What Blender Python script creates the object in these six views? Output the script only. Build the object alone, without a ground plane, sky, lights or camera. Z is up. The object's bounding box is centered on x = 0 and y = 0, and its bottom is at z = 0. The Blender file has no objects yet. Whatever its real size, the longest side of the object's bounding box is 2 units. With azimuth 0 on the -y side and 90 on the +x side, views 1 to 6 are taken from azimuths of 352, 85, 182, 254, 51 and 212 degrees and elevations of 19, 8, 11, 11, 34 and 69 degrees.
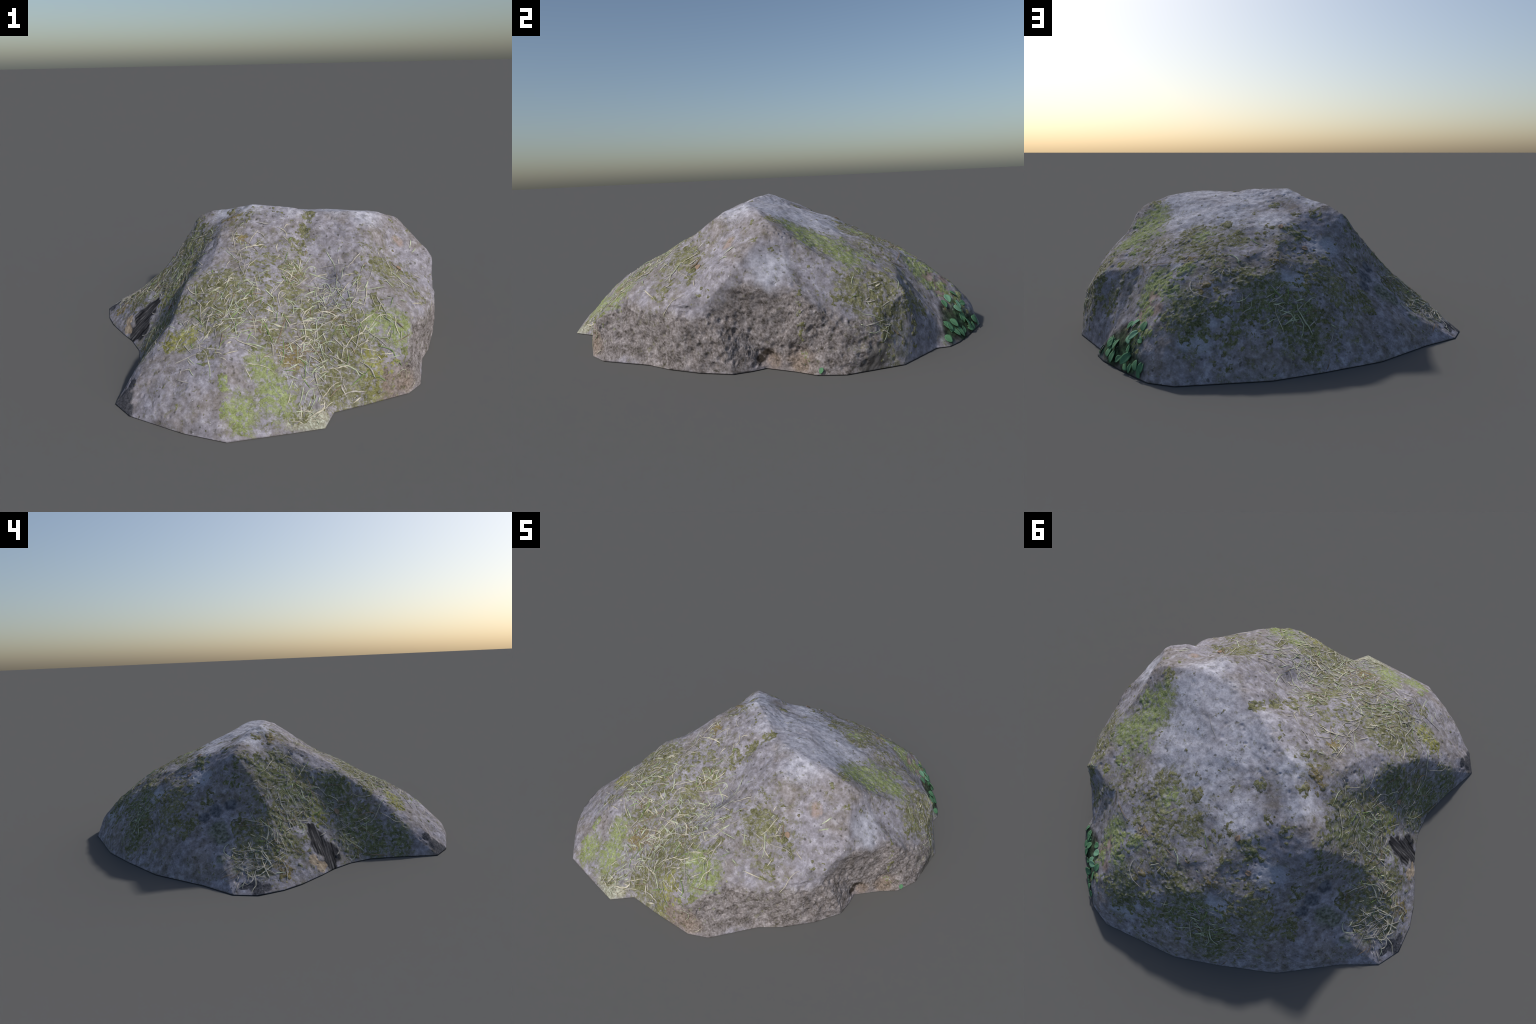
import bpy, bmesh, math, random
import numpy as np
from mathutils import Vector, noise
from mathutils.geometry import delaunay_2d_cdt

random.seed(7)
rng = np.random.default_rng(7)

# ---------------------------------------------------------------------------
# 1. THE BOULDER'S FEATURE LINES  (metres, z up)
#    footprint, crest, gully, rim of the east wall, south-west spur, ...
# ---------------------------------------------------------------------------
FOOTPRINT = [  # where the stone meets the ground, counter-clockwise
    (0.038, -0.977), (0.100, -0.885), (0.250, -0.855), (0.448, -0.808), (0.528, -0.750),
    (0.628, -0.545), (0.698, -0.461), (0.768, -0.340), (0.811, -0.212), (0.795, -0.140),
    (0.772, -0.080), (0.839, 0.030), (0.890, 0.095), (0.910, 0.205), (0.851, 0.446),
    (0.690, 0.638), (0.681, 0.702), (0.634, 0.765), (0.520, 0.870), (0.394, 0.973),
    (0.290, 1.000), (0.100, 0.965), (-0.063, 0.935), (-0.250, 0.852), (-0.490, 0.730),
    (-0.716, 0.531), (-0.863, 0.430), (-0.912, 0.325), (-0.900, 0.200), (-0.869, 0.104),
    (-0.800, -0.030), (-0.752, -0.112), (-0.712, -0.220), (-0.700, -0.330), (-0.730, -0.480),
    (-0.786, -0.670), (-0.722, -0.765), (-0.508, -0.916), (-0.348, -0.998), (-0.145, -0.989),
]
LINES = {  # polylines whose segments are kept as edges of the net
    "crest": [(0.700, -0.010, 0.520), (0.641, -0.045, 0.573), (0.558, -0.070, 0.606), (0.402, -0.105, 0.632),
              (0.287, -0.102, 0.627), (0.180, -0.070, 0.628), (0.045, -0.008, 0.650), (-0.097, 0.050, 0.652),
              (-0.126, 0.089, 0.635), (-0.300, 0.228, 0.583), (-0.357, 0.270, 0.552)],
    "gully": [(0.180, -0.070, 0.628), (0.128, -0.197, 0.528), (0.055, -0.315, 0.452), (0.000, -0.450, 0.372),
              (-0.091, -0.613, 0.275)],
    "south_east_step": [(0.304, -0.303, 0.513), (0.379, -0.347, 0.490), (0.480, -0.310, 0.446), (0.555, -0.322, 0.391)],
    "east_rim": [(0.373, -0.808, 0.151), (0.507, -0.640, 0.274), (0.692, -0.461, 0.250), (0.764, -0.323, 0.255),
                 (0.809, -0.204, 0.383), (0.726, 0.020, 0.438), (0.756, 0.306, 0.335), (0.716, 0.463, 0.308),
                 (0.764, 0.483, 0.262)],
    "wall_edge": [(0.809, -0.204, 0.383), (0.859, 0.028, 0.312), (0.878, 0.062, 0.253)],
    "west_brow": [(-0.357, 0.270, 0.552), (-0.332, 0.076, 0.507), (-0.342, -0.062, 0.476), (-0.408, -0.218, 0.408),
                  (-0.462, -0.320, 0.385), (-0.524, -0.470, 0.270), (-0.610, -0.585, 0.175), (-0.702, -0.673, 0.086)],
    "north_west_rib": [(-0.357, 0.270, 0.552), (-0.448, 0.210, 0.430), (-0.585, 0.150, 0.268), (-0.781, 0.186, 0.101)],
}
POINTS = {  # single bumps and hollows of each side
    "south_face": [(-0.098, -0.074, 0.603), (-0.169, -0.086, 0.572), (-0.190, -0.153, 0.536), (-0.161, -0.289, 0.477),
                   (-0.122, -0.556, 0.334), (-0.168, -0.642, 0.278), (-0.083, -0.738, 0.211), (-0.317, -0.699, 0.259),
                   (-0.333, -0.775, 0.217), (-0.480, -0.905, 0.052), (-0.423, -0.508, 0.307), (-0.506, -0.570, 0.232), (-0.570, -0.677, 0.161),
                   (-0.337, -0.269, 0.448), (-0.440, -0.790, 0.160), (-0.340, -0.505, 0.348),
                   (-0.268, -0.083, 0.543), (-0.256, -0.020, 0.560), (-0.091, -0.378, 0.443), (0.039, -0.105, 0.608),
                   (0.110, -0.127, 0.595), (-0.385, -0.565, 0.290), (0.032, -0.862, 0.077), (-0.010, -0.915, 0.034), (-0.146, -0.186, 0.513), (-0.600, -0.845, 0.040)],
    "south_east_face": [(0.263, -0.168, 0.580), (0.341, -0.158, 0.613), (0.443, -0.166, 0.595), (0.450, -0.226, 0.585),
                        (0.555, -0.322, 0.391), (0.596, -0.190, 0.492), (0.688, -0.205, 0.442),
                        (0.605, -0.471, 0.305), (0.185, -0.172, 0.576), (0.120, -0.482, 0.330), (0.070, -0.540, 0.308),
                        (0.100, -0.398, 0.378), (0.205, -0.372, 0.388), (0.730, -0.172, 0.458), (0.699, -0.300, 0.355), (0.178, -0.326, 0.421), (0.163, -0.437, 0.361), (0.333, -0.383, 0.461),
                        (0.369, -0.411, 0.447), (0.279, -0.407, 0.432), (0.230, -0.460, 0.388), (0.288, -0.522, 0.359),
                        (0.195, -0.598, 0.302), (0.275, -0.619, 0.300), (0.367, -0.703, 0.234), (0.424, -0.623, 0.300),
                        (0.491, -0.566, 0.324), (0.269, -0.792, 0.167), (0.114, -0.790, 0.154), (-0.048, -0.738, 0.204)],
    "east_wall": [(0.777, -0.305, 0.120), (0.802, -0.250, 0.138), (0.687, -0.468, 0.112), (0.498, -0.715, 0.134),
                  (0.546, -0.632, 0.123), (0.480, -0.757, 0.073), (0.464, -0.774, 0.152), (0.612, -0.538, 0.040),
                  (0.768, -0.167, 0.178), (0.798, -0.043, 0.060), (0.772, -0.101, 0.036), (0.859, 0.076, 0.080),
                  (0.889, 0.138, 0.089), (0.734, -0.403, 0.268), (0.424, -0.785, 0.125),
                  (0.738, -0.412, 0.184), (0.571, -0.610, 0.207), (0.732, -0.262, 0.394)],
    "north_east": [(0.519, 0.399, 0.397), (0.413, 0.564, 0.373), (0.599, 0.509, 0.323), (0.820, 0.370, 0.220),
                   (0.488, 0.803, 0.130), (0.497, 0.726, 0.171), (0.286, 0.853, 0.203),
                   (0.380, 0.823, 0.218), (0.330, 0.955, 0.100), (0.735, 0.200, 0.393), (0.692, 0.060, 0.490),
                   (0.372, 0.715, 0.295), (0.339, 0.615, 0.369), (0.895, 0.280, 0.095), (0.428, 0.434, 0.432),
                   (0.425, 0.905, 0.100), (0.435, 0.676, 0.276), (0.612, 0.147, 0.466), (0.712, -0.080, 0.507),
                   (0.865, 0.312, 0.182), (0.887, 0.150, 0.218), (0.752, 0.507, 0.192), (0.737, 0.541, 0.132),
                   (0.613, 0.677, 0.105), (0.672, 0.366, 0.364), (0.470, 0.277, 0.472), (0.520, 0.510, 0.352)],
    "north_face": [(0.257, 0.393, 0.469), (0.163, 0.369, 0.493), (-0.069, 0.414, 0.496), (-0.191, 0.477, 0.412),
                   (-0.153, 0.656, 0.306), (-0.427, 0.519, 0.221), (-0.589, 0.433, 0.151), (-0.469, 0.290, 0.317),
                   (0.303, 0.616, 0.377), (0.216, 0.726, 0.308), (0.252, 0.562, 0.404), (0.175, 0.643, 0.369),
                   (0.018, 0.693, 0.334), (0.126, 0.814, 0.229), (0.205, 0.900, 0.129), (0.131, 0.785, 0.264),
                   (-0.067, 0.662, 0.335), (-0.216, 0.636, 0.313), (-0.251, 0.775, 0.091), (0.003, 0.585, 0.385),
                   (-0.008, 0.523, 0.426), (0.021, 0.899, 0.101), (-0.219, 0.565, 0.361), (-0.236, 0.422, 0.428),
                   (0.228, 0.155, 0.578), (-0.142, 0.288, 0.538), (-0.370, 0.346, 0.452), (-0.344, 0.421, 0.378),
                   (-0.313, 0.638, 0.256), (-0.174, 0.755, 0.212), (-0.586, 0.562, 0.105), (-0.493, 0.574, 0.159),
                   (-0.058, 0.592, 0.395), (-0.132, 0.841, 0.104), (-0.005, 0.148, 0.585), (0.118, 0.054, 0.600)],
    "west_hollow": [(-0.550, -0.227, 0.209), (-0.584, 0.099, 0.252), (-0.590, -0.055, 0.198), (-0.644, -0.149, 0.104),
                    (-0.671, -0.180, 0.062), (-0.753, -0.017, 0.080), (-0.795, 0.356, 0.057), (-0.868, 0.332, 0.025),
                    (-0.673, -0.543, 0.130), (-0.433, -0.107, 0.355), (-0.609, -0.380, 0.131), (-0.730, 0.254, 0.115)],
}

def build_net():
    """Triangulate the feature points as seen from the boulder's centre."""
    pts, index, edges = [], {}, []
    def add(p):
        key = tuple(round(c, 4) for c in p)
        if key not in index:
            index[key] = len(pts); pts.append(key)
        return index[key]
    base = [add((x, y, 0.0)) for x, y in FOOTPRINT]
    for line in LINES.values():
        ids = [add(p) for p in line]
        edges += list(zip(ids, ids[1:]))
    for group in POINTS.values():
        for p in group: add(p)
    P = np.array(pts)
    q = P - np.array([0.0, -0.03, 0.0])
    r = np.hypot(q[:, 0], q[:, 1]); th = np.arctan2(r, q[:, 2])
    flat = [Vector((t * a / max(h, 1e-9), t * b / max(h, 1e-9))) for t, a, b, h in zip(th, q[:, 0], q[:, 1], r)]
    V, E, F, ov, _, _ = delaunay_2d_cdt(flat, edges, [base], 1, 1e-6)
    assert len(V) == len(P), (len(V), len(P))
    P = np.array([P[o[0]] for o in ov])
    F = np.array([f for f in F if len(f) == 3])
    return P, F

def split_faces(P, F):
    """One midpoint subdivision of a triangle mesh."""
    e = np.concatenate([F[:, [0, 1]], F[:, [1, 2]], F[:, [2, 0]]]); e.sort(axis=1)
    u, inv = np.unique(e, axis=0, return_inverse=True)
    inv = inv.reshape(-1)
    M = (P[u[:, 0]] + P[u[:, 1]]) / 2
    n = len(P); k = len(F)
    ab, bc, ca = n + inv[:k], n + inv[k:2 * k], n + inv[2 * k:]
    a, b, c = F.T
    F2 = np.concatenate([np.c_[a, ab, ca], np.c_[ab, b, bc], np.c_[ca, bc, c], np.c_[ab, bc, ca]])
    return np.concatenate([P, M]), F2

def border_mask(P, F):
    e = np.concatenate([F[:, [0, 1]], F[:, [1, 2]], F[:, [2, 0]]]); e.sort(axis=1)
    u, c = np.unique(e, axis=0, return_counts=True)
    m = np.zeros(len(P), bool); m[u[c == 1].ravel()] = True
    return m

def relax(P, F, steps, amount):
    e = np.concatenate([F[:, [0, 1]], F[:, [1, 2]], F[:, [2, 0]]]); e.sort(axis=1)
    e = np.unique(e, axis=0)
    fix = border_mask(P, F)
    deg = np.bincount(e.ravel(), minlength=len(P))[:, None]
    for _ in range(steps):
        s = np.zeros_like(P)
        np.add.at(s, e[:, 0], P[e[:, 1]]); np.add.at(s, e[:, 1], P[e[:, 0]])
        d = amount * (s / deg - P); d[fix] = 0
        P = P + d
    return P

def normals_of(P, F):
    fn = np.cross(P[F[:, 1]] - P[F[:, 0]], P[F[:, 2]] - P[F[:, 0]])
    N = np.zeros_like(P)
    for k in range(3): np.add.at(N, F[:, k], fn)
    return N / np.maximum(np.linalg.norm(N, axis=1, keepdims=True), 1e-12)

def fbm(p, scale, octaves, seed):
    v = Vector(p) * scale + Vector((seed * 13.1, seed * 7.7, seed * 3.3))
    return noise.fractal(v, 0.9, 2.1, octaves)

def mesh_object(name, P, F, parent=None, smooth=True):
    me = bpy.data.meshes.new(name)
    me.vertices.add(len(P)); me.vertices.foreach_set("co", np.ascontiguousarray(P, dtype=np.float32).ravel())
    me.loops.add(F.size); me.loops.foreach_set("vertex_index", np.ascontiguousarray(F, dtype=np.int32).ravel())
    me.polygons.add(len(F)); me.polygons.foreach_set("loop_start", np.arange(0, F.size, F.shape[1], dtype=np.int32))
    me.update(calc_edges=True); me.validate()
    me.polygons.foreach_set("use_smooth", np.full(len(me.polygons), smooth))
    ob = bpy.data.objects.new(name, me)
    bpy.context.scene.collection.objects.link(ob)
    ob.parent = parent
    return ob

P0, F0 = build_net()
if np.cross(P0[F0[0, 1]] - P0[F0[0, 0]], P0[F0[0, 2]] - P0[F0[0, 0]])[2] < 0: F0 = F0[:, ::-1]
P, F = split_faces(*split_faces(P0, F0))
P = relax(relax(P, F, 2, 0.45), F, 2, -0.30)
for _ in range(3): P, F = split_faces(P, F)
P = relax(P, F, 2, 0.5)
SURF_P, SURF_F = P, F
SURF_N = normals_of(P, F)

# ---------------------------------------------------------------------------
# 2. WHERE THINGS GROW AND LIE ON THE STONE  (x, y, radius), seen from above
# ---------------------------------------------------------------------------
MOSS = {
    "olive": [  # south face, gully, south-east terrace
        (-0.18, -0.15, .04), (-0.35, -0.40, .09), (-0.27, -0.40, .07), (-0.40, -0.47, .06), (-0.23, -0.51, .08),
        (-0.32, -0.57, .08), (0.17, -0.12, .035), (0.08, -0.25, .05), (0.04, -0.36, .055), (0.01, -0.47, .055),
        (0.08, -0.55, .065), (0.10, -0.68, .09), (0.25, -0.70, .09), (0.20, -0.76, .08), (0.12, -0.82, .08),
        (0.25, -0.81, .07), (0.38, -0.58, .05), (0.31, -0.47, .04), (0.46, -0.41, .06), (0.58, -0.35, .045),
        (0.61, -0.47, .04), (-0.07, -0.52, .05), (-0.12, -0.66, .06), (-0.39, -0.71, .04), (-0.48, -0.42, .05),
        (-0.20, 0.10, .03), (0.61, -0.02, .03), (0.60, -0.09, .02), (-0.09, -0.20, .025), (-0.06, -0.28, .03)],
    "olive_east_north": [
        (0.77, 0.40, .07), (0.74, 0.49, .045), (0.66, 0.56, .05), (0.82, 0.36, .06), (0.80, 0.27, .06), (0.83, 0.21, .04), (0.855, 0.05, .03),
        (0.19, 0.64, .045), (0.13, 0.46, .06), (0.25, 0.77, .05), (0.32, 0.84, .05), (0.07, 0.68, .055),
        (-0.24, 0.62, .05), (-0.31, 0.61, .06), (-0.37, 0.62, .05), (-0.43, 0.54, .05), (-0.22, 0.27, .035),
        (-0.13, 0.27, .03), (-0.03, 0.18, .03), (0.34, 0.37, .055), (0.31, 0.48, .055), (0.22, 0.50, .05),
        (0.19, 0.34, .03), (-0.40, 0.43, .04)],
    "olive_west": [
        (-0.37, 0.20, .04), (-0.37, 0.02, .08), (-0.43, 0.12, .07), (-0.45, -0.07, .08), (-0.52, 0.04, .08),
        (-0.52, -0.10, .07), (-0.57, 0.31, .05), (-0.64, 0.23, .07), (-0.61, 0.13, .06), (-0.68, 0.31, .07),
        (-0.75, 0.20, .07), (-0.78, 0.27, .06), (-0.71, 0.10, .06)],
    "bright": [
        (-0.18, -0.79, .06), (-0.14, -0.87, .075), (-0.28, -0.92, .06), (-0.34, -0.90, .035), (-0.335, -0.84, .03),
        (0.34, -0.66, .05), (0.43, -0.68, .075), (0.62, 0.26, .085), (0.57, 0.15, .08), (0.67, 0.27, .06),
        (0.65, 0.10, .05), (0.58, 0.07, .06), (0.58, 0.37, .05), (0.45, 0.64, .055), (0.40, 0.66, .05),
        (0.31, 0.64, .05), (0.27, 0.41, .045), (0.42, 0.85, .04), (0.52, 0.29, .05), (0.47, 0.70, .05), (0.44, 0.76, .045),
        (0.47, 0.81, .04), (0.37, 0.72, .05)],
    "yellow": [
        (-0.47, -0.59, .055), (-0.54, -0.58, .05), (0.29, -0.79, .045), (0.36, -0.79, .035), (0.65, 0.46, .03),
        (-0.56, -0.12, .05)],
    "dark": [
        (-0.39, 0.14, .05), (-0.47, 0.03, .06), (0.25, 0.82, .06), (0.24, 0.87, .06), (-0.04, 0.72, .08),
        (0.02, 0.77, .05), (0.30, 0.79, .06), (0.16, 0.80, .05), (-0.12, 0.77, .08), (-0.18, 0.78, .07), (-0.15, 0.40, .045), (0.09, 0.84, .04),
        (-0.48, -0.24, .08), (-0.58, -0.27, .08), (-0.64, -0.37, .08), (-0.69, -0.50, .06), (-0.41, 0.29, .05)],
    "rust": [
        (-0.05, -0.74, .06), (0.31, 0.585, .03), (0.21, 0.73, .035), (-0.07, 0.59, .035), (-0.21, 0.03, .05),
        (-0.17, -0.16, .03), (-0.82, 0.17, .05)],
}
MOSSY_SIDES = [  # wide areas with scattered tufts: x, y, radius, how much
    (-0.10, -0.45, .30, .50), (0.22, -0.68, .22, .58), (-0.32, -0.52, .20, .58), (0.05, -0.30, .12, .50), (-0.55, 0.05, .26, .62),
    (-0.62, -0.30, .20, .62), (0.28, 0.50, .24, .60), (0.10, 0.75, .24, .58), (-0.25, 0.62, .22, .56), (0.52, 0.45, .18, .55),
    (0.60, 0.20, .16, .55), (-0.05, 0.45, .14, .45), (0.50, -0.40, .18, .46), (-0.17, 0.00, .12, .44),
    (0.78, 0.30, .14, .50), (-0.72, 0.20, .18, .55), (-0.10, -0.88, .16, .50)]
GULLY = [(0.175, -0.09), (0.135, -0.17), (0.095, -0.24), (0.055, -0.32), (0.03, -0.40), (0.005, -0.47)]
EAST_WALL = [(0.50, -0.70, .10, .11), (0.56, -0.60, .13, .12), (0.62, -0.53, .10, .12), (0.69, -0.44, .11, .13),
             (0.76, -0.31, .11, .12), (0.79, -0.18, .15, .15), (0.80, -0.14, .25, .10), (0.83, 0.00, .17, .15),
             (0.88, 0.09, .12, .14), (0.90, 0.22, .08, .11), (0.86, 0.28, .14, .07), (0.46, -0.80, .07, .07)]

def blob_field(P, spots, reach=1.5):
    f = np.zeros(len(P))
    for x, y, r in spots:
        d = np.hypot(P[:, 0] - x, P[:, 1] - y) / r
        f = np.maximum(f, 1.0 - d / reach)
    return np.clip(f, 0, 1)

# ---------------------------------------------------------------------------
# 3. RELIEF OF THE STONE
# ---------------------------------------------------------------------------
coarse = np.array([fbm(p, 8.0, 3, 1) for p in SURF_P])
grain = np.array([fbm(p, 40.0, 3, 2) for p in SURF_P])
patchy = np.array([fbm(p, 17.0, 3, 5) for p in SURF_P])
tufts = np.array([noise.noise(Vector(p) * 120.0) for p in SURF_P])
lift = 0.0045 * coarse + 0.0011 * grain
wall = np.zeros(len(SURF_P))
for x, y, z, r in EAST_WALL:
    wall = np.maximum(wall, 1 - np.linalg.norm(SURF_P - np.array([x, y, z]), axis=1) / (1.3 * r))
wall = np.clip(wall * 2.5, 0, 1)
lift += wall * (0.006 * patchy - 0.003 * np.clip(0.10 - np.abs(grain), 0, 1) / 0.10)   # broken east wall
for x, y in GULLY:
    lift -= 0.007 * np.exp(-((SURF_P[:, 0] - x) ** 2 + (SURF_P[:, 1] - y) ** 2) / .028 ** 2)
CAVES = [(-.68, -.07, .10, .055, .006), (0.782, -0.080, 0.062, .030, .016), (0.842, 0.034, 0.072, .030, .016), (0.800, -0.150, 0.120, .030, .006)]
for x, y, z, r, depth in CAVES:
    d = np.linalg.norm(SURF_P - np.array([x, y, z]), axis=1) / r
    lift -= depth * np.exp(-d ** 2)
PITS = np.concatenate([rng.integers(0, len(SURF_P), 800), rng.choice(np.where(wall > .5)[0], 150)])                                   # small weathering pits
lift *= np.clip(SURF_P[:, 2] / 0.03, 0, 1)
STONE_P = SURF_P + SURF_N * lift[:, None]
STONE_P[:, 2] = np.maximum(STONE_P[:, 2], 0.0)
from mathutils.kdtree import KDTree
kd = KDTree(len(STONE_P))
for i, p in enumerate(STONE_P): kd.insert(p, i)
kd.balance()
dent = np.zeros(len(STONE_P))
for i in PITS:
    r = 0.005 + 0.006 * rng.random()
    if SURF_P[i, 2] < 0.02: continue
    if wall[i] > .3: r *= 1.5
    for co, j, d in kd.find_range(STONE_P[i], r):
        dent[j] = max(dent[j], 0.45 * r * (1 - (d / r) ** 2))
STONE_P -= SURF_N * dent[:, None]

# ---------------------------------------------------------------------------
# 4. MATERIALS
# ---------------------------------------------------------------------------
class Graph:
    """Small helper to write node networks as expressions on Object coordinates."""
    def __init__(self, name, rough=1.0):
        self.mat = bpy.data.materials.new(name); self.mat.use_nodes = True
        self.t = self.mat.node_tree; self.n = self.t.nodes
        self.bsdf = self.n["Principled BSDF"]
        self.bsdf.inputs["Roughness"].default_value = rough
        self.bsdf.inputs["Specular IOR Level"].default_value = 0.06
        self.pos = self.n.new("ShaderNodeTexCoord").outputs["Object"]
    def put(self, sock, v):
        if isinstance(v, bpy.types.NodeSocket): self.t.links.new(v, sock)
        elif isinstance(v, (tuple, list)) and sock.type == "RGBA" and len(v) == 3: sock.default_value = (*v, 1)
        else: sock.default_value = v
    def noise(self, scale, detail=4, rough=0.55, vec=None, distort=0.0):
        k = self.n.new("ShaderNodeTexNoise"); self.put(k.inputs["Vector"], vec or self.pos)
        k.inputs["Scale"].default_value = scale; k.inputs["Detail"].default_value = detail
        k.inputs["Roughness"].default_value = rough; k.inputs["Distortion"].default_value = distort
        return k.outputs["Fac"]
    def noise_color(self, scale, detail=2):
        k = self.n.new("ShaderNodeTexNoise"); self.put(k.inputs["Vector"], self.pos)
        k.inputs["Scale"].default_value = scale; k.inputs["Detail"].default_value = detail
        return k.outputs["Color"]
    def cells(self, scale, vec=None, out="Distance"):
        k = self.n.new("ShaderNodeTexVoronoi"); self.put(k.inputs["Vector"], vec or self.pos)
        k.inputs["Scale"].default_value = scale
        return k.outputs[out]
    def math(self, op, a, b=0.0, clamp=False):
        k = self.n.new("ShaderNodeMath"); k.operation = op; k.use_clamp = clamp
        self.put(k.inputs[0], a); self.put(k.inputs[1], b); return k.outputs[0]
    def vec(self, op, a, b):
        k = self.n.new("ShaderNodeVectorMath"); k.operation = op
        self.put(k.inputs[0], a)
        if op == "SCALE": self.put(k.inputs["Scale"], b)
        else: self.put(k.inputs[1], b)
        return k.outputs["Value"] if op in ("DISTANCE", "DOT_PRODUCT", "LENGTH") else k.outputs["Vector"]
    def ramp(self, v, a, b, lo=0.0, hi=1.0):
        k = self.n.new("ShaderNodeMapRange"); k.clamp = True
        self.put(k.inputs["Value"], v)
        for i, x in zip((1, 2, 3, 4), (a, b, lo, hi)): k.inputs[i].default_value = x
        return k.outputs[0]
    def colors(self, v, stops):
        k = self.n.new("ShaderNodeValToRGB"); self.put(k.inputs[0], v); e = k.color_ramp.elements
        e[0].position, e[0].color = stops[0][0], (*stops[0][1], 1)
        e[1].position, e[1].color = stops[-1][0], (*stops[-1][1], 1)
        for p, c in stops[1:-1]:
            s = e.new(p); s.color = (*c, 1)
        return k.outputs[0]
    def mix(self, f, a, b, blend="MIX"):
        k = self.n.new("ShaderNodeMix"); k.data_type = "RGBA"; k.blend_type = blend
        self.put(k.inputs[0], f); self.put(k.inputs[6], a); self.put(k.inputs[7], b); return k.outputs[2]
    def after(self, vector, earlier):
        """The same vector, but evaluated after another result (keeps the shader's stack small)."""
        k = self.n.new("ShaderNodeVectorMath"); k.operation = "MULTIPLY_ADD"
        self.put(k.inputs[0], earlier); k.inputs[1].default_value = (1e-7,) * 3; self.put(k.inputs[2], vector)
        return k.outputs["Vector"]
    def wobble(self, scale, amount):
        d = self.vec("SUBTRACT", self.noise_color(scale), (0.5, 0.5, 0.5))
        return self.vec("ADD", self.pos, self.vec("SCALE", d, amount))
    def spots(self, where, pts, soft=0.35):
        """1 inside any of the balls (x, y, z, r), fading at their rims."""
        m = None
        for i, (x, y, z, r) in enumerate(pts):
            if i % 8 == 0 and m is not None: where = self.after(where, m)
            s = self.ramp(self.vec("DISTANCE", where, (x, y, z)), r * (1 + soft), r * (1 - soft))
            m = s if m is None else self.math("MAXIMUM", m, s)
        return m
    def bump(self, height, strength=0.4, distance=0.004):
        k = self.n.new("ShaderNodeBump"); k.inputs["Strength"].default_value = strength
        k.inputs["Distance"].default_value = distance
        self.put(k.inputs["Height"], height); self.put(self.bsdf.inputs["Normal"], k.outputs[0])
    def finish(self, color):
        self.put(self.bsdf.inputs["Base Color"], color); return self.mat

def streaked(g, axis, scale):
    """Noise drawn out along one direction."""
    k = g.n.new("ShaderNodeMapping")
    g.put(k.inputs["Vector"], g.pos); k.inputs["Rotation"].default_value = axis
    return g.noise(scale, 3, 0.6, vec=g.vec("MULTIPLY", k.outputs[0], (1, 1, 0.07)))

def flat(g, where):
    return g.vec("MULTIPLY", where, (1.0, 1.0, 0.0))

def moss_color(g, where):
    """Colour of the moss: olive everywhere, shifting smoothly to the other kinds."""
    tuft, mid, tone = g.noise(150, 4, .7), g.noise(42, 4, .6), g.noise(14, 3, .5)
    v = g.math("ADD", g.math("MULTIPLY", tuft, .46), g.math("ADD", g.math("MULTIPLY", mid, .34), g.math("MULTIPLY", tone, .20)))
    col = g.colors(v, MOSS_LOOK["olive"])
    for kind in ("dark", "bright", "yellow", "rust"):
        m = g.spots(where, [(x, y, 0, r * 1.05) for x, y, r in MOSS[kind]], .45)
        col = g.mix(g.math("MULTIPLY", m, .9), col, g.colors(v, MOSS_LOOK[kind]))
        where, g.pos = g.after(where, col), g.after(g.pos, col)
    grey = g.ramp(g.noise(60, 4, .65), .50, .60)
    col = g.mix(g.math("MULTIPLY", grey, .8), col, g.colors(g.noise(100, 3, .6), [(.35, (.14, .132, .142)), (.65, (.39, .372, .435))]))
    where, g.pos = g.after(where, col), g.after(g.pos, col)
    rusty = g.ramp(g.noise(30, 3), .64, .74)
    col = g.mix(g.math("MULTIPLY", rusty, .5), col, g.colors(tuft, [(.35, (.085, .06, .03)), (.65, (.25, .185, .10))]))
    where, g.pos = g.after(where, col), g.after(g.pos, col)
    straw = g.ramp(g.noise(95, 2, .4, distort=1.5), .66, .71)
    col = g.mix(g.math("MULTIPLY", straw, .55), col, (.42, .41, .33))
    where, g.pos = g.after(where, col), g.after(g.pos, col)
    return col, tuft, mid

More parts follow.
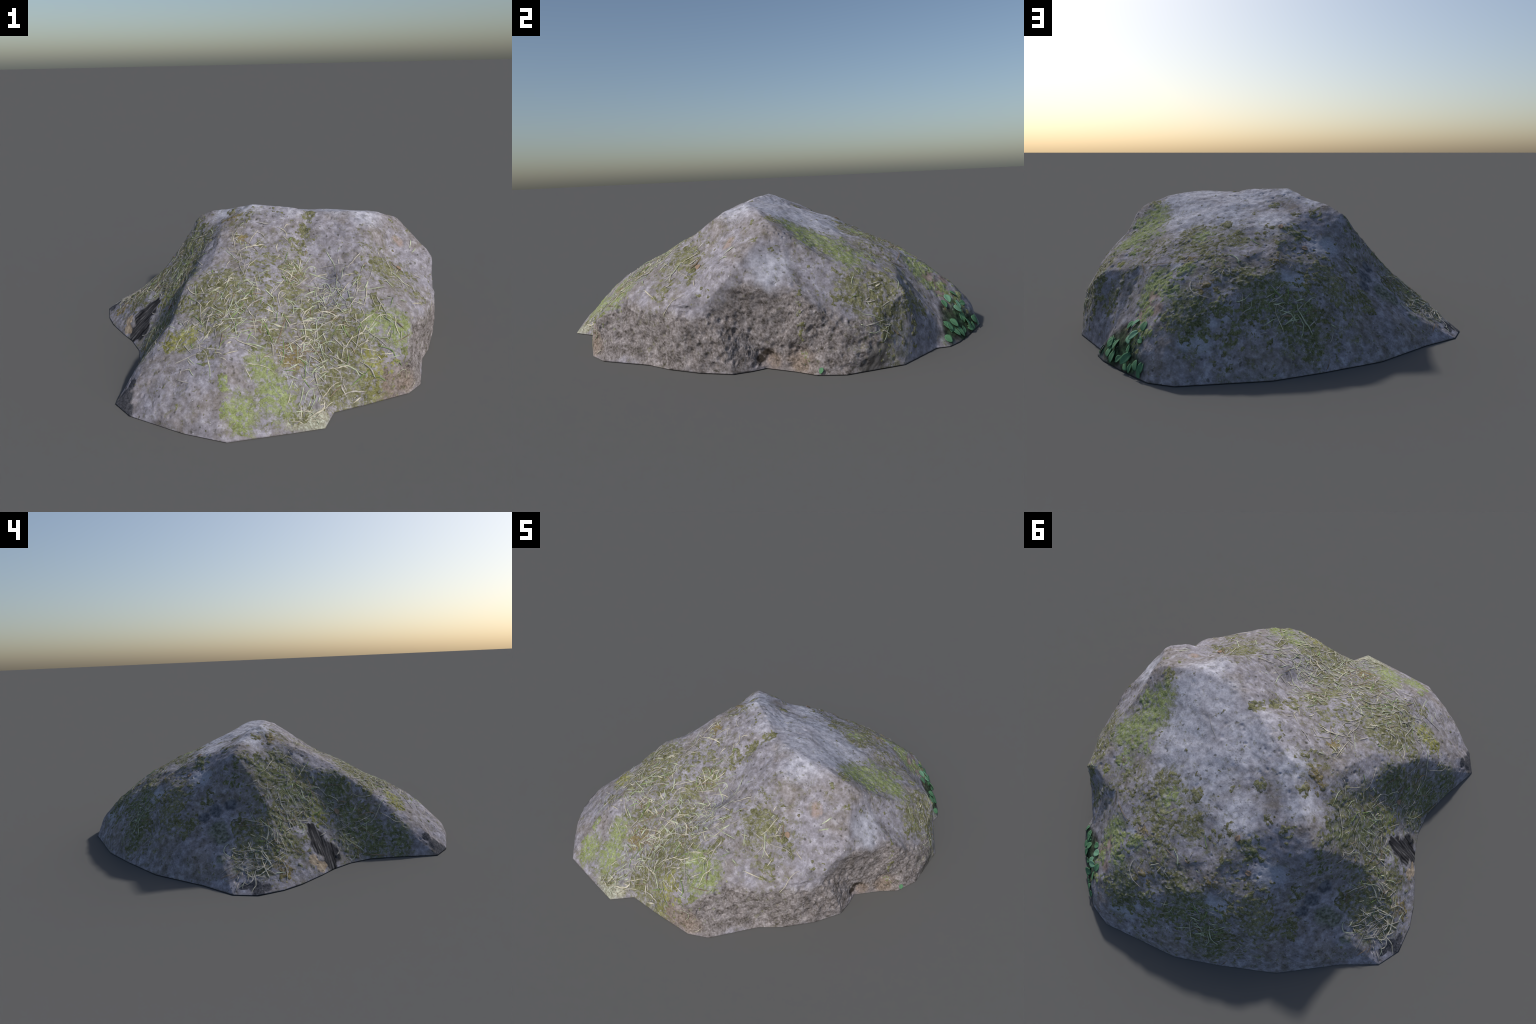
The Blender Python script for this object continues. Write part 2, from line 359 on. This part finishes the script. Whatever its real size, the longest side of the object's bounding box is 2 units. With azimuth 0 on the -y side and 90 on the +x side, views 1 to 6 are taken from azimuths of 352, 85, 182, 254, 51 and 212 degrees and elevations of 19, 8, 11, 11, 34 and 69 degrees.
def stone_material():
    g = Graph("weathered_stone")
    w_small, w_big = g.wobble(26, 0.035), g.wobble(9, 0.09)
    mott, mid, fine = g.noise(7, 4, .6), g.noise(30, 5, .62), g.noise(110, 4, .65)
    tone = g.math("ADD", g.math("MULTIPLY", mid, .74), g.math("MULTIPLY", fine, .26))
    grey = g.colors(tone, [(.31, (.118, .110, .114)), (.42, (.208, .196, .217)), (.53, (.290, .276, .318)), (.66, (.440, .428, .492))])
    warm = g.colors(tone, [(.31, (.098, .087, .078)), (.43, (.188, .168, .160)), (.54, (.262, .240, .250)), (.67, (.39, .37, .395))])
    col = g.mix(g.ramp(mott, .45, .62), grey, warm)
    w_small, w_big, g.pos = g.after(w_small, col), g.after(w_big, col), g.after(g.pos, col)
    # paler, bluer area on the slope behind the crest
    pale = g.spots(w_big, [(.34, -.03, .61, .11), (.45, .00, .57, .12), (.13, .07, .61, .14), (.34, .20, .53, .16), (.42, .14, .52, .12),
                           (.17, .26, .53, .14), (-.10, .06, .63, .09), (-.22, .16, .60, .07), (-.02, .33, .52, .10),
                           (.45, -.13, .60, .08), (.78, -.05, .40, .07), (.80, -.08, .36, .05)], .5)
    palec = g.colors(tone, [(.31, (.21, .21, .235)), (.43, (.335, .335, .388)), (.54, (.455, .455, .525)), (.67, (.60, .60, .67))])
    col = g.mix(g.math("MULTIPLY", pale, .85), col, palec)
    w_small, w_big, g.pos = g.after(w_small, col), g.after(w_big, col), g.after(g.pos, col)
    # broken brown east wall
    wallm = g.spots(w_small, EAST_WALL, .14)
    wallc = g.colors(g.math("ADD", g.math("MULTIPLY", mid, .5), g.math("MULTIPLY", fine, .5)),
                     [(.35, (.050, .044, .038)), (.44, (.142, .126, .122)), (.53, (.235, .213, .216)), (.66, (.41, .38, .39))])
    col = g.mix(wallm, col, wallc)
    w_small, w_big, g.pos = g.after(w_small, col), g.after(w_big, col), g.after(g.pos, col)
    ochre = g.spots(w_small, [(.36, -.83, .06, .09), (.45, -.80, .05, .05), (.79, -.06, .03, .04), (.84, .05, .04, .05)], .5)
    col = g.mix(g.math("MULTIPLY", ochre, .6), col, g.colors(fine, [(.35, (.10, .07, .045)), (.65, (.33, .25, .19))]))
    w_small, w_big, g.pos = g.after(w_small, col), g.after(w_big, col), g.after(g.pos, col)
    # dark weathering pits and thin olive algae specks
    cell = g.cells(34, g.wobble(60, .02)); pick = g.cells(34, g.wobble(60, .02), "Color")
    sel = g.n.new("ShaderNodeSeparateColor"); g.put(sel.inputs[0], pick)
    pit = g.math("MULTIPLY", g.ramp(cell, .26, .12), g.ramp(sel.outputs[0], .58, .66))
    pit2 = g.math("MULTIPLY", g.ramp(g.cells(80), .30, .15), g.ramp(g.noise(12, 2), .50, .62))
    pit = g.math("MAXIMUM", pit, g.math("MULTIPLY", pit2, .6))
    col = g.mix(g.math("MULTIPLY", pit, .68), col, (.055, .052, .040))
    w_small, w_big, g.pos = g.after(w_small, col), g.after(w_big, col), g.after(g.pos, col)
    algae = g.math("MULTIPLY", g.ramp(g.noise(48, 5, .7), .56, .64), g.ramp(g.noise(6, 3), .42, .58))
    algae = g.math("MULTIPLY", algae, g.math("SUBTRACT", 1.0, wallm))
    col = g.mix(g.math("MULTIPLY", algae, .65), col, g.colors(fine, [(.3, (.065, .065, .022)), (.7, (.20, .195, .085))]))
    w_small, w_big, g.pos = g.after(w_small, col), g.after(w_big, col), g.after(g.pos, col)
    # thin moss film fading out around the cushions
    where = flat(g, w_small)
    near = g.spots(where, [(x, y, 0, r * 1.12) for k in MOSS for x, y, r in MOSS[k] if r >= .055], .55)
    near = g.math("MULTIPLY", near, g.math("SUBTRACT", 1.0, g.math("MULTIPLY", wallm, .75)))
    broad = g.spots(where, [(x, y, 0, r) for x, y, r, m in MOSSY_SIDES if m > .42], .5)
    near = g.math("MAXIMUM", near, g.math("MULTIPLY", broad, .42))
    film = g.ramp(g.math("ADD", g.math("MULTIPLY", near, .30), g.noise(34, 6, .78)), .60, .73)
    col = g.mix(g.math("MULTIPLY", film, .85), col, moss_color(g, where)[0])
    w_small, w_big, g.pos = g.after(w_small, col), g.after(w_big, col), g.after(g.pos, col)
    chips = g.ramp(g.noise(70, 3, .5), .70, .76)
    col = g.mix(g.math("MULTIPLY", chips, .6), col, (.58, .57, .62))
    w_small, w_big, g.pos = g.after(w_small, col), g.after(w_big, col), g.after(g.pos, col)
    # bluish-white lichen on the north side
    lich = g.spots(w_small, [(.13, .815, .22, .035), (.205, .90, .128, .04), (.265, .91, .13, .03), (.17, .85, .19, .025),
                             (-.15, .655, .31, .045), (-.11, .655, .32, .035), (-.27, .42, .41, .05), (-.24, .44, .42, .05), (.35, .615, .36, .02)], .35)
    col = g.mix(g.math("MULTIPLY", lich, .8), col, g.colors(fine, [(.3, (.27, .28, .34)), (.7, (.46, .47, .54))]))
    w_small, w_big, g.pos = g.after(w_small, col), g.after(w_big, col), g.after(g.pos, col)
    # darker blue-grey flank, soil and rotten wood of the north-east corner
    slate = g.spots(w_big, [(.74, .53, .16, .09), (.80, .49, .07, .10), (.70, .58, .06, .07)], .4)
    col = g.mix(g.math("MULTIPLY", slate, .40), col, g.colors(tone, [(.35, (.085, .087, .102)), (.65, (.27, .275, .33))]))
    w_small, w_big, g.pos = g.after(w_small, col), g.after(w_big, col), g.after(g.pos, col)
    soil = g.spots(w_small, [(.545, .745, .11, .045), (.534, .785, .08, .05), (.56, .80, .03, .06), (.61, .73, .05, .05), (.50, .86, .03, .06)], .3)
    col = g.mix(g.math("MULTIPLY", soil, .9), col, g.colors(mid, [(.35, (.012, .013, .009)), (.65, (.075, .065, .05))]))
    w_small, w_big, g.pos = g.after(w_small, col), g.after(w_big, col), g.after(g.pos, col)
    wood = g.spots(w_small, [(.45, .706, .24, .045), (.465, .75, .19, .045), (.41, .71, .27, .03), (.40, .79, .23, .03)], .4)
    col = g.mix(g.math("MULTIPLY", wood, .75), col, g.colors(mid, [(.35, (.12, .085, .065)), (.65, (.36, .265, .225))]))
    w_small, w_big, g.pos = g.after(w_small, col), g.after(w_big, col), g.after(g.pos, col)
    tip = g.spots(w_small, [(-.02, -.945, .02, .05), (.015, -.965, .005, .04), (-.08, -.95, .02, .035), (.04, -.93, .02, .03)], .4)
    col = g.mix(g.math("MULTIPLY", tip, .8), col, g.colors(fine, [(.35, (.20, .19, .13)), (.52, (.36, .36, .27)), (.65, (.55, .58, .47))]))
    w_small, w_big, g.pos = g.after(w_small, col), g.after(w_big, col), g.after(g.pos, col)
    herb = g.spots(w_small, [(.50, .83, .08, .07), (.58, .77, .05, .07), (.46, .90, .04, .05), (.65, .71, .03, .04)], .5)
    col = g.mix(g.math("MULTIPLY", herb, .8), col, g.colors(mid, [(.38, (.012, .020, .012)), (.52, (.035, .075, .035)), (.66, (.10, .20, .085))]))
    w_small, w_big, g.pos = g.after(w_small, col), g.after(w_big, col), g.after(g.pos, col)
    # west hollow: smooth charcoal streaks, a tan scar, dark broken corners
    run = streaked(g, (0.0, -0.735, 0.0), 75)
    char = g.spots(w_small, [(-.62, -.05, .175, .030), (-.648, -.06, .142, .050), (-.685, -.062, .10, .064), (-.70, -.11, .062, .062), (-.735, -.095, .03, .045)], .10)
    col = g.mix(char, col, g.colors(run, [(.36, (.014, .014, .016)), (.50, (.045, .044, .048)), (.66, (.14, .135, .14))]))
    w_small, w_big, g.pos = g.after(w_small, col), g.after(w_big, col), g.after(g.pos, col)
    corner = g.spots(w_small, [(-.74, -.69, .035, .042), (-.765, -.69, .005, .035), (-.71, -.655, .075, .026), (-.735, -.745, .012, .036),
                               (-.868, .325, .025, .033), (-.885, .280, .020, .022), (-.90, .325, .0, .03), (-.85, .37, .025, .022)], .12)
    col = g.mix(corner, col, g.colors(fine, [(.35, (.035, .036, .042)), (.65, (.11, .11, .125))]))
    w_small, w_big, g.pos = g.after(w_small, col), g.after(w_big, col), g.after(g.pos, col)
    tan = g.spots(w_small, [(-.765, .0, .066, .028), (-.778, -.03, .035, .030), (-.762, -.058, .03, .018)], .12)
    col = g.mix(tan, col, g.colors(mid, [(.35, (.25, .19, .13)), (.65, (.56, .46, .36))]))
    w_small, w_big, g.pos = g.after(w_small, col), g.after(w_big, col), g.after(g.pos, col)
    # drawn-out smears on the west and east flanks
    smear = streaked(g, (0.6, 0.5, 0.3), 45)
    sm = g.spots(w_small, [(-.447, .40, .274, .035), (-.468, .33, .30, .035), (-.437, .46, .24, .03), (-.43, .51, .22, .02)], .2)
    col = g.mix(g.math("MULTIPLY", sm, .9), col, g.colors(smear, [(.4, (.065, .07, .085)), (.6, (.17, .175, .20))]))
    w_small, w_big, g.pos = g.after(w_small, col), g.after(w_big, col), g.after(g.pos, col)
    sg = g.spots(w_small, [(-.535, .41, .20, .05), (-.575, .40, .17, .04), (-.672, .436, .10, .03), (-.757, .378, .073, .03)], .25)
    col = g.mix(g.math("MULTIPLY", sg, .8), col, g.colors(smear, [(.38, (.06, .06, .045)), (.5, (.15, .17, .11)), (.62, (.27, .26, .25))]))
    w_small, w_big, g.pos = g.after(w_small, col), g.after(w_big, col), g.after(g.pos, col)
    es = g.spots(w_small, [(.878, .335, .05, .045), (.89, .30, .02, .04), (.862, .37, .09, .03)], .15)
    col = g.mix(g.math("MULTIPLY", es, .9), col, g.colors(smear, [(.4, (.045, .042, .04)), (.62, (.16, .15, .145))]))
    w_small, w_big, g.pos = g.after(w_small, col), g.after(w_big, col), g.after(g.pos, col)
    orange = g.spots(w_small, [(.61, -.197, .48, .03)], .4)
    col = g.mix(g.math("MULTIPLY", orange, .45), col, g.colors(smear, [(.4, (.13, .12, .05)), (.6, (.36, .24, .17))]))
    w_small, w_big, g.pos = g.after(w_small, col), g.after(w_big, col), g.after(g.pos, col)
    cave = g.spots(w_small, [(.785, -.078, .062, .024), (.775, -.10, .045, .018), (.842, .036, .075, .022), (.862, .06, .075, .012)], .2)  # darkness inside the wall hollows painted over their dents
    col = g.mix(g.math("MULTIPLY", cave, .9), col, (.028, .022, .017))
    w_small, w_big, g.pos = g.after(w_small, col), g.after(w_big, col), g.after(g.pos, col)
    h = g.math("SUBTRACT", g.math("ADD", g.math("MULTIPLY", mid, .6), fine), g.math("MULTIPLY", pit, .6))
    g.bump(h, .32, .004)
    return g.finish(col)

def moss_material():
    g = Graph("moss")
    col, tuft, mid = moss_color(g, flat(g, g.wobble(26, .035)))
    g.bump(g.math("ADD", tuft, g.math("MULTIPLY", mid, .6)), .6, .005)
    return g.finish(col)

MOSS_LOOK = {
    "olive": [(.34, (0.047, 0.046, 0.022)), (.45, (0.118, 0.116, 0.058)), (.54, (0.193, 0.193, 0.103)), (.66, (0.358, 0.356, 0.235))],
    "bright": [(.34, (0.090, 0.101, 0.036)), (.45, (0.190, 0.222, 0.090)), (.54, (0.274, 0.323, 0.143)), (.66, (0.426, 0.482, 0.258))],
    "yellow": [(.34, (0.095, 0.090, 0.025)), (.45, (0.196, 0.190, 0.062)), (.54, (0.297, 0.297, 0.101)), (.66, (0.470, 0.470, 0.235))],
    "dark": [(.34, (0.040, 0.045, 0.024)), (.45, (0.101, 0.112, 0.056)), (.54, (0.166, 0.181, 0.090)), (.66, (0.302, 0.319, 0.196))],
    "rust": [(.34, (0.062, 0.048, 0.025)), (.45, (0.146, 0.114, 0.056)), (.54, (0.230, 0.185, 0.090)), (.66, (0.358, 0.314, 0.202))],
}
def plain_material(name, dark, light, scale=60, rough=.8, glow=0.0):
    g = Graph(name, rough)
    col = g.colors(g.noise(scale, 3, .6), [(.35, dark), (.65, light)])
    g.finish(col)
    if glow:
        tr = g.n.new("ShaderNodeBsdfTranslucent"); g.put(tr.inputs[0], col)
        mx = g.n.new("ShaderNodeMixShader"); mx.inputs[0].default_value = glow
        g.t.links.new(g.bsdf.outputs[0], mx.inputs[1]); g.t.links.new(tr.outputs[0], mx.inputs[2])
        g.t.links.new(mx.outputs[0], g.n["Material Output"].inputs["Surface"])
    return g.mat

# ---------------------------------------------------------------------------
# 5. THE STONE
# ---------------------------------------------------------------------------
root = bpy.data.objects.new("mossy_boulder", None)
bpy.context.scene.collection.objects.link(root)
root["label"] = "low grey weathered boulder patched with moss and dry grass"
root["category"] = "rock"

stone = mesh_object("stone_body", STONE_P, SURF_F, root)
bm = bmesh.new(); bm.from_mesh(stone.data)
cap = bmesh.ops.holes_fill(bm, edges=[e for e in bm.edges if e.is_boundary], sides=0)["faces"]
for f in cap: f.smooth = False
bmesh.ops.triangulate(bm, faces=cap)
bm.to_mesh(stone.data); bm.free()
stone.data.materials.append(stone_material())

# ---------------------------------------------------------------------------
# 6. MOSS CUSHIONS: a skin that rises out of the stone where moss grows
# ---------------------------------------------------------------------------
def components(F, n):
    lab = np.arange(n)
    e = np.concatenate([F[:, [0, 1]], F[:, [1, 2]]])
    while True:
        m = np.minimum(lab[e[:, 0]], lab[e[:, 1]])
        new = lab.copy(); np.minimum.at(new, e[:, 0], m); np.minimum.at(new, e[:, 1], m)
        new = new[new]
        if (new == lab).all(): return lab
        lab = new

STONE_N = normals_of(STONE_P, SURF_F)
strong = blob_field(SURF_P, [q for spots in MOSS.values() for q in spots])
for x, y, r, much in MOSSY_SIDES:
    strong = np.maximum(strong, much * np.clip(1.6 - 1.6 * np.hypot(SURF_P[:, 0] - x, SURF_P[:, 1] - y) / r, 0, 1))
for x, y in GULLY:
    strong = np.maximum(strong, np.exp(-((SURF_P[:, 0] - x) ** 2 + (SURF_P[:, 1] - y) ** 2) / .040 ** 2))
crumbs = np.array([fbm(p, 62.0, 2, 9) for p in SURF_P])
spots_only = blob_field(SURF_P, [q for spots in MOSS.values() for q in spots])
cover = strong * 1.0 + 0.10 * (spots_only > .3) + 0.50 * patchy + 0.62 * grain + 0.45 * crumbs - 0.62
cover[strong <= 0] = -1
cover -= 0.35 * (wall > 0.4) * (SURF_P[:, 0] > 0.45)
cover = np.where(SURF_P[:, 2] < 0.012, -1, cover)
BARE = [(-.62, -.05, .175, .035), (-.65, -.06, .14, .055), (-.685, -.065, .10, .068), (-.70, -.11, .06, .066), (-.735, -.09, .03, .05),
        (-.77, -.02, .05, .035), (-.735, -.70, .04, .045), (-.87, .32, .02, .05), (-.45, .40, .27, .045), (-.46, .34, .30, .035)]
for x, y, z, r in BARE:
    cover[np.linalg.norm(SURF_P - np.array([x, y, z]), axis=1) < r] = -1
thick = np.clip(cover, -0.3, 0.6)
rise = 0.0055 * thick + 0.0012 * tufts * np.clip(cover * 6, 0, 1)
MOSS_P = STONE_P + STONE_N * rise[:, None]
moss_mat = moss_material()
sel = SURF_F[cover[SURF_F].max(axis=1) > 0]
lab = components(sel, len(SURF_P))[sel[:, 0]]
ids, counts = np.unique(lab, return_counts=True)
order = ids[np.argsort(-counts)][:90]
for l in [*order, -1]:
    fs = sel[lab == l] if l >= 0 else sel[~np.isin(lab, order)]
    used, inv = np.unique(fs, return_inverse=True)
    ob = mesh_object("moss_patch" if l >= 0 else "moss_specks", MOSS_P[used], inv.reshape(-1, 3), root)
    ob.data.materials.append(moss_mat)
    if l < 0: ob["kind"] = "stuff"

# ---------------------------------------------------------------------------
# 7. DRY GRASS, LEAVES, LITTER
# ---------------------------------------------------------------------------
from mathutils.bvhtree import BVHTree
TOP_P = np.where((cover > 0)[:, None], MOSS_P, STONE_P)
bvh = BVHTree.FromPolygons([Vector(p) for p in TOP_P], SURF_F.tolist())
def on_surface(p):
    co, nor, _, _ = bvh.find_nearest(Vector(p))
    return co, nor
def drop(x, y):
    co, nor, _, _ = bvh.ray_cast(Vector((x, y, 2.0)), Vector((0, 0, -1)))
    return (co, nor) if co is not None else (None, None)

def blade(start, heading, length, width, bend, arch, lift=0.0012, flat=0.45):
    """A stalk that creeps over the surface: diamond section, tapering to both ends."""
    steps = max(5, int(length / 0.011))
    co, nor = on_surface(start); d = Vector(heading); pts = []
    for i in range(steps + 1):
        t = i / steps
        d = (d - nor * d.dot(nor)).normalized()
        pts.append((co + nor * (lift + arch * math.sin(math.pi * t)), d.copy(), nor.copy(), t))
        side = nor.cross(d)
        d = (d + side * bend * (0.6 + 0.8 * math.sin(5 * t + 9 * bend))).normalized()
        co, nor = on_surface(co + d * (length / steps))
    V, Fq = [], []
    for p, d, nrm, t in pts:
        side = nrm.cross(d).normalized()
        w = width * (0.35 + 0.65 * math.sin(math.pi * min(1, 0.25 + 0.75 * (1 - t)))) * (1.0 if t < .98 else .3)
        for a, b in ((1, 0), (0, 1), (-1, 0), (0, -1)):
            V.append(p + side * (a * w) + nrm * (b * w * flat + w * flat * .5))
    for i in range(steps):
        for j in range(4):
            a, b = 4 * i + j, 4 * i + (j + 1) % 4
            Fq.append((a, b, b + 4, a + 4))
    Fq += [(3, 2, 1, 0), tuple(4 * steps + j for j in range(4))]
    return [tuple(v) for v in V], Fq

GRASS = [plain_material("pale_green_grass", (.30, .34, .22), (.54, .58, .44), 40),
         plain_material("straw_grass", (.38, .35, .26), (.66, .62, .51), 40),
         plain_material("grey_dead_grass", (.28, .26, .23), (.50, .47, .43), 40),
         plain_material("green_grass", (.12, .18, .06), (.27, .36, .15), 40),
         plain_material("brown_grass", (.15, .11, .07), (.32, .25, .18), 40)]
# areas of litter: x, y, spread x, spread y, count, usual heading (degrees), mix of the five looks
LITTER = [
    (0.02, -0.62, .20, .14, 210, 60, (.30, .28, .26, .10, .06)), (-0.30, -0.50, .12, .12, 130, 40, (.25, .30, .25, .12, .08)),
    (0.25, -0.55, .12, .12, 80, 60, (.35, .25, .22, .10, .08)), (0.05, -0.80, .14, .07, 90, 80, (.28, .32, .22, .12, .06)),
    (0.30, -0.72, .10, .07, 36, 50, (.30, .25, .20, .20, .05)), (0.04, -0.36, .05, .10, 40, 80, (.25, .25, .25, .15, .10)),
    (-0.18, -0.20, .07, .07, 28, 10, (.30, .40, .20, .05, .05)), (-0.42, -0.62, .08, .08, 50, 30, (.15, .30, .45, .05, .05)),
    (-0.48, 0.02, .09, .13, 100, 200, (.22, .20, .34, .14, .10)), (-0.66, 0.18, .09, .10, 85, 150, (.18, .25, .36, .08, .13)),
    (-0.60, -0.26, .07, .09, 60, 230, (.20, .12, .38, .18, .12)), (-0.78, 0.34, .07, .04, 50, 170, (.05, .20, .65, .0, .10)),
    (-0.10, 0.75, .13, .06, 50, 120, (.30, .05, .35, .20, .10)), (0.12, 0.60, .14, .10, 26, 20, (.20, .30, .30, .10, .10)),
    (0.60, -0.42, .10, .09, 12, 110, (.20, .55, .15, .0, .10)), (0.79, 0.36, .04, .06, 26, 250, (.25, .25, .30, .10, .10)),
    (0.00, -0.94, .05, .03, 40, 20, (.35, .60, .05, .0, .0)),
]
stuff = {i: ([], []) for i in range(5)}
named = 0
rnd = random.Random(21)
for cx, cy, sx, sy, count, head, look in LITTER:
    for k in range(count):
        x, y = rnd.gauss(cx, sx * .8), rnd.gauss(cy, sy * .8)
        co, nor = drop(x, y)
        if co is None or nor.z < 0.2 or co.z < 0.012: continue
        if any((co - Vector(b[:3])).length < b[3] for b in BARE): continue
        a = math.radians(head + rnd.gauss(0, 55))
        li = rnd.choices(range(5), look)[0]
        length = rnd.uniform(.02, .07) if rnd.random() < .72 else rnd.uniform(.07, .15)
        width = rnd.uniform(.0011, .0021) if rnd.random() < .85 else rnd.uniform(.0022, .0032)
        V, Q = blade(co, (math.cos(a), math.sin(a), 0.0), length, width, rnd.gauss(0, .16), rnd.uniform(0, .0035))
        if min(v[2] for v in V) < 0.002: continue
        if length > .075 and named < 150:
            ob = bpy.data.objects.new("grass_blade", bpy.data.meshes.new("grass_blade"))
            ob.data.from_pydata(V, [], Q); ob.data.materials.append(GRASS[li])
            bpy.context.scene.collection.objects.link(ob); ob.parent = root; named += 1
        else:
            n = len(stuff[li][0]); stuff[li][0].extend(V); stuff[li][1].extend(tuple(i + n for i in q) for q in Q)
for li, (V, Q) in stuff.items():
    ob = bpy.data.objects.new("grass_litter", bpy.data.meshes.new("grass_litter"))
    ob.data.from_pydata(V, [], Q); ob.data.materials.append(GRASS[li]); ob["kind"] = "stuff"
    bpy.context.scene.collection.objects.link(ob); ob.parent = root

# single stalks that stand out on the south-east and south faces: x, y, heading, length, width, look
STALKS = [(.668, -.215, 70, .055, .0045, 0), (.675, -.235, 40, .045, .0045, 0), (.47, -.30, -75, .030, .003, 1), (.53, -.325, -70, .055, .0032, 1),
          (.60, -.44, -80, .035, .0028, 1), (.645, -.34, -30, .045, .0028, 1), (.485, -.565, -20, .026, .0045, 0), (.19, -.595, 0, .055, .0045, 0),
          (.05, -.31, -80, .05, .004, 0), (.27, -.655, 25, .075, .004, 1), (-.10, -.61, -30, .035, .0065, 1), (-.17, -.64, -80, .03, .005, 4),
          (-.13, -.555, -25, .045, .0055, 1), (.03, -.60, 5, .06, .004, 0), (.33, -.77, -30, .07, .003, 1), (-.05, -.90, 60, .08, .004, 0),
          (-.02, -.80, -75, .07, .003, 3), (-.31, -.70, 10, .02, .006, 1), (-.36, -.44, 10, .05, .0035, 0), (.32, .05, 120, .10, .0015, 2)]
for x, y, h, ln, wd, li in STALKS:
    co, nor = drop(x, y); a = math.radians(h)
    V, Q = blade(co, (math.cos(a), math.sin(a), 0), ln, wd * .6, .06, .002, flat=.3)
    ob = bpy.data.objects.new("straw", bpy.data.meshes.new("straw"))
    ob.data.from_pydata(V, [], Q); ob.data.materials.append(GRASS[li])
    bpy.context.scene.collection.objects.link(ob); ob.parent = root

def leaf_mesh(name, notch):
    """Heart-shaped or oval leaf, 1 long, gently cupped along its midrib."""
    V, Fc = [], []
    rows, cols = 9, 7
    for i in range(rows):
        t = i / (rows - 1)
        half = 0.40 * math.sin(math.pi * min(1, t * .92 + .06)) ** .75 * (1.15 - .35 * t)
        for j in range(cols):
            s = 2 * j / (cols - 1) - 1
            back = -notch * (1 - t) ** 3 * abs(s)
            V.append((t + back, s * half, 0.10 * abs(s) * half * 2 - 0.16 * (t - .5) ** 2))
    for i in range(rows - 1):
        for j in range(cols - 1):
            a = i * cols + j; Fc.append((a, a + 1, a + cols + 1, a + cols))
    n = len(V); V += [(x, y, z - .03) for x, y, z in V]
    Fc += [tuple(n + q for q in reversed(f)) for f in Fc[:]]
    rim = [j for j in range(cols)] + [i * cols + cols - 1 for i in range(1, rows)] + \
          [(rows - 1) * cols + j for j in range(cols - 2, -1, -1)] + [i * cols for i in range(rows - 2, 0, -1)]
    for a, b in zip(rim, rim[1:] + rim[:1]): Fc.append((b, a, n + a, n + b))
    me = bpy.data.meshes.new(name); me.from_pydata(V, [], Fc); me.update()
    me.polygons.foreach_set("use_smooth", [True] * len(me.polygons))
    return me
heart, oval = leaf_mesh("heart_leaf", .22), leaf_mesh("oval_leaf", 0)
leaf_green = plain_material("green_leaf", (.065, .175, .090), (.145, .305, .170), 30, .6, .15)
leaf_pale = plain_material("pale_green_leaf", (.13, .30, .19), (.22, .40, .27), 30, .6, .15)
leaf_brown = plain_material("dead_leaf", (.20, .14, .10), (.36, .26, .19), 30, .8)
for me_ in (heart, oval): me_.materials.append(leaf_green)
def place_leaf(me, p, toward, size, mat=None, tilt=.15, name="leaf"):
    co, nor = on_surface(p)
    x = Vector(toward).normalized() + Vector((rnd.gauss(0, .45), rnd.gauss(0, .45), rnd.gauss(0, .3))); x = (x - nor * x.dot(nor)).normalized()
    x = (x + nor * tilt).normalized(); y = nor.cross(x).normalized(); z = x.cross(y)
    ob = bpy.data.objects.new(name, me)
    from mathutils import Matrix
    m = Matrix((x, y, z)).transposed().to_4x4() @ Matrix.Diagonal((size, size, size, 1))
    m.translation = co + nor * (0.002 + .02 * size)
    tip = m @ Vector((1, 0, -.05))
    if tip.z < 0.004: m.translation.z += 0.006 - tip.z
    ob.matrix_world = m
    bpy.context.scene.collection.objects.link(ob); ob.parent = root
    if mat is not None:
        ob.material_slots[0].link = "OBJECT"; ob.material_slots[0].material = mat
    return ob
LEAVES = [((.470, .765, .165), (.2, .1, -.6), .045, 1, 1), ((.440, .805, .170), (.0, .3, -.5), .040, 0, 0), ((.500, .735, .150), (.3, .0, -.6), .040, 1, 0),
          ((.470, .815, .135), (.2, -.1, -.4), .055, 0, 1), ((.500, .790, .118), (.1, .3, -.3), .050, 1, 1), ((.450, .845, .120), (-.1, .3, -.1), .045, 0, 0),
          ((.515, .835, .090), (.1, .1, -1), .055, 0, 0), ((.500, .860, .065), (.05, .1, -1), .060, 0, 0), ((.455, .895, .055), (.0, .2, -1), .045, 1, 0),
          ((.425, .925, .050), (.0, .2, -1), .045, 0, 0), ((.620, .715, .085), (.3, .1, -1), .050, 0, 0), ((.600, .735, .080), (.0, .3, -1), .055, 0, 0),
          ((.610, .750, .050), (.1, .2, -1), .050, 0, 0), ((.585, .785, .045), (.1, .2, -1), .045, 0, 0), ((.545, .825, .045), (.1, .2, -1), .045, 1, 0),
          ((.570, .750, .085), (-.1, .3, -1), .050, 1, 0), ((.520, .865, .030), (.0, .3, -.6), .040, 0, 0), ((.480, .890, .030), (.1, .2, -.6), .035, 0, 0),
          ((.440, .930, .020), (.2, .1, -.5), .035, 0, 0), ((.892, .118, .028), (.1, .1, -1), .026, 1, 0), ((.655, .690, .040), (.2, -.1, -1), .040, 1, 0)]
for p, d, s, kind, pale in LEAVES:
    place_leaf(oval if kind else heart, p, d, s * rnd.uniform(.75, 1.05), leaf_pale if pale else None, rnd.uniform(.0, .12))
for p, d, s in [((-.55, -.227, .21), (1, .4, 0), .035), ((.56, -.322, .39), (.6, -1, 0), .03), ((-.19, .477, .41), (1, .2, 0), .03), ((-.07, .41, .49), (.4, -1, 0), .03)]:
    place_leaf(oval, p, d, s, leaf_brown, .05, "dead_leaf")
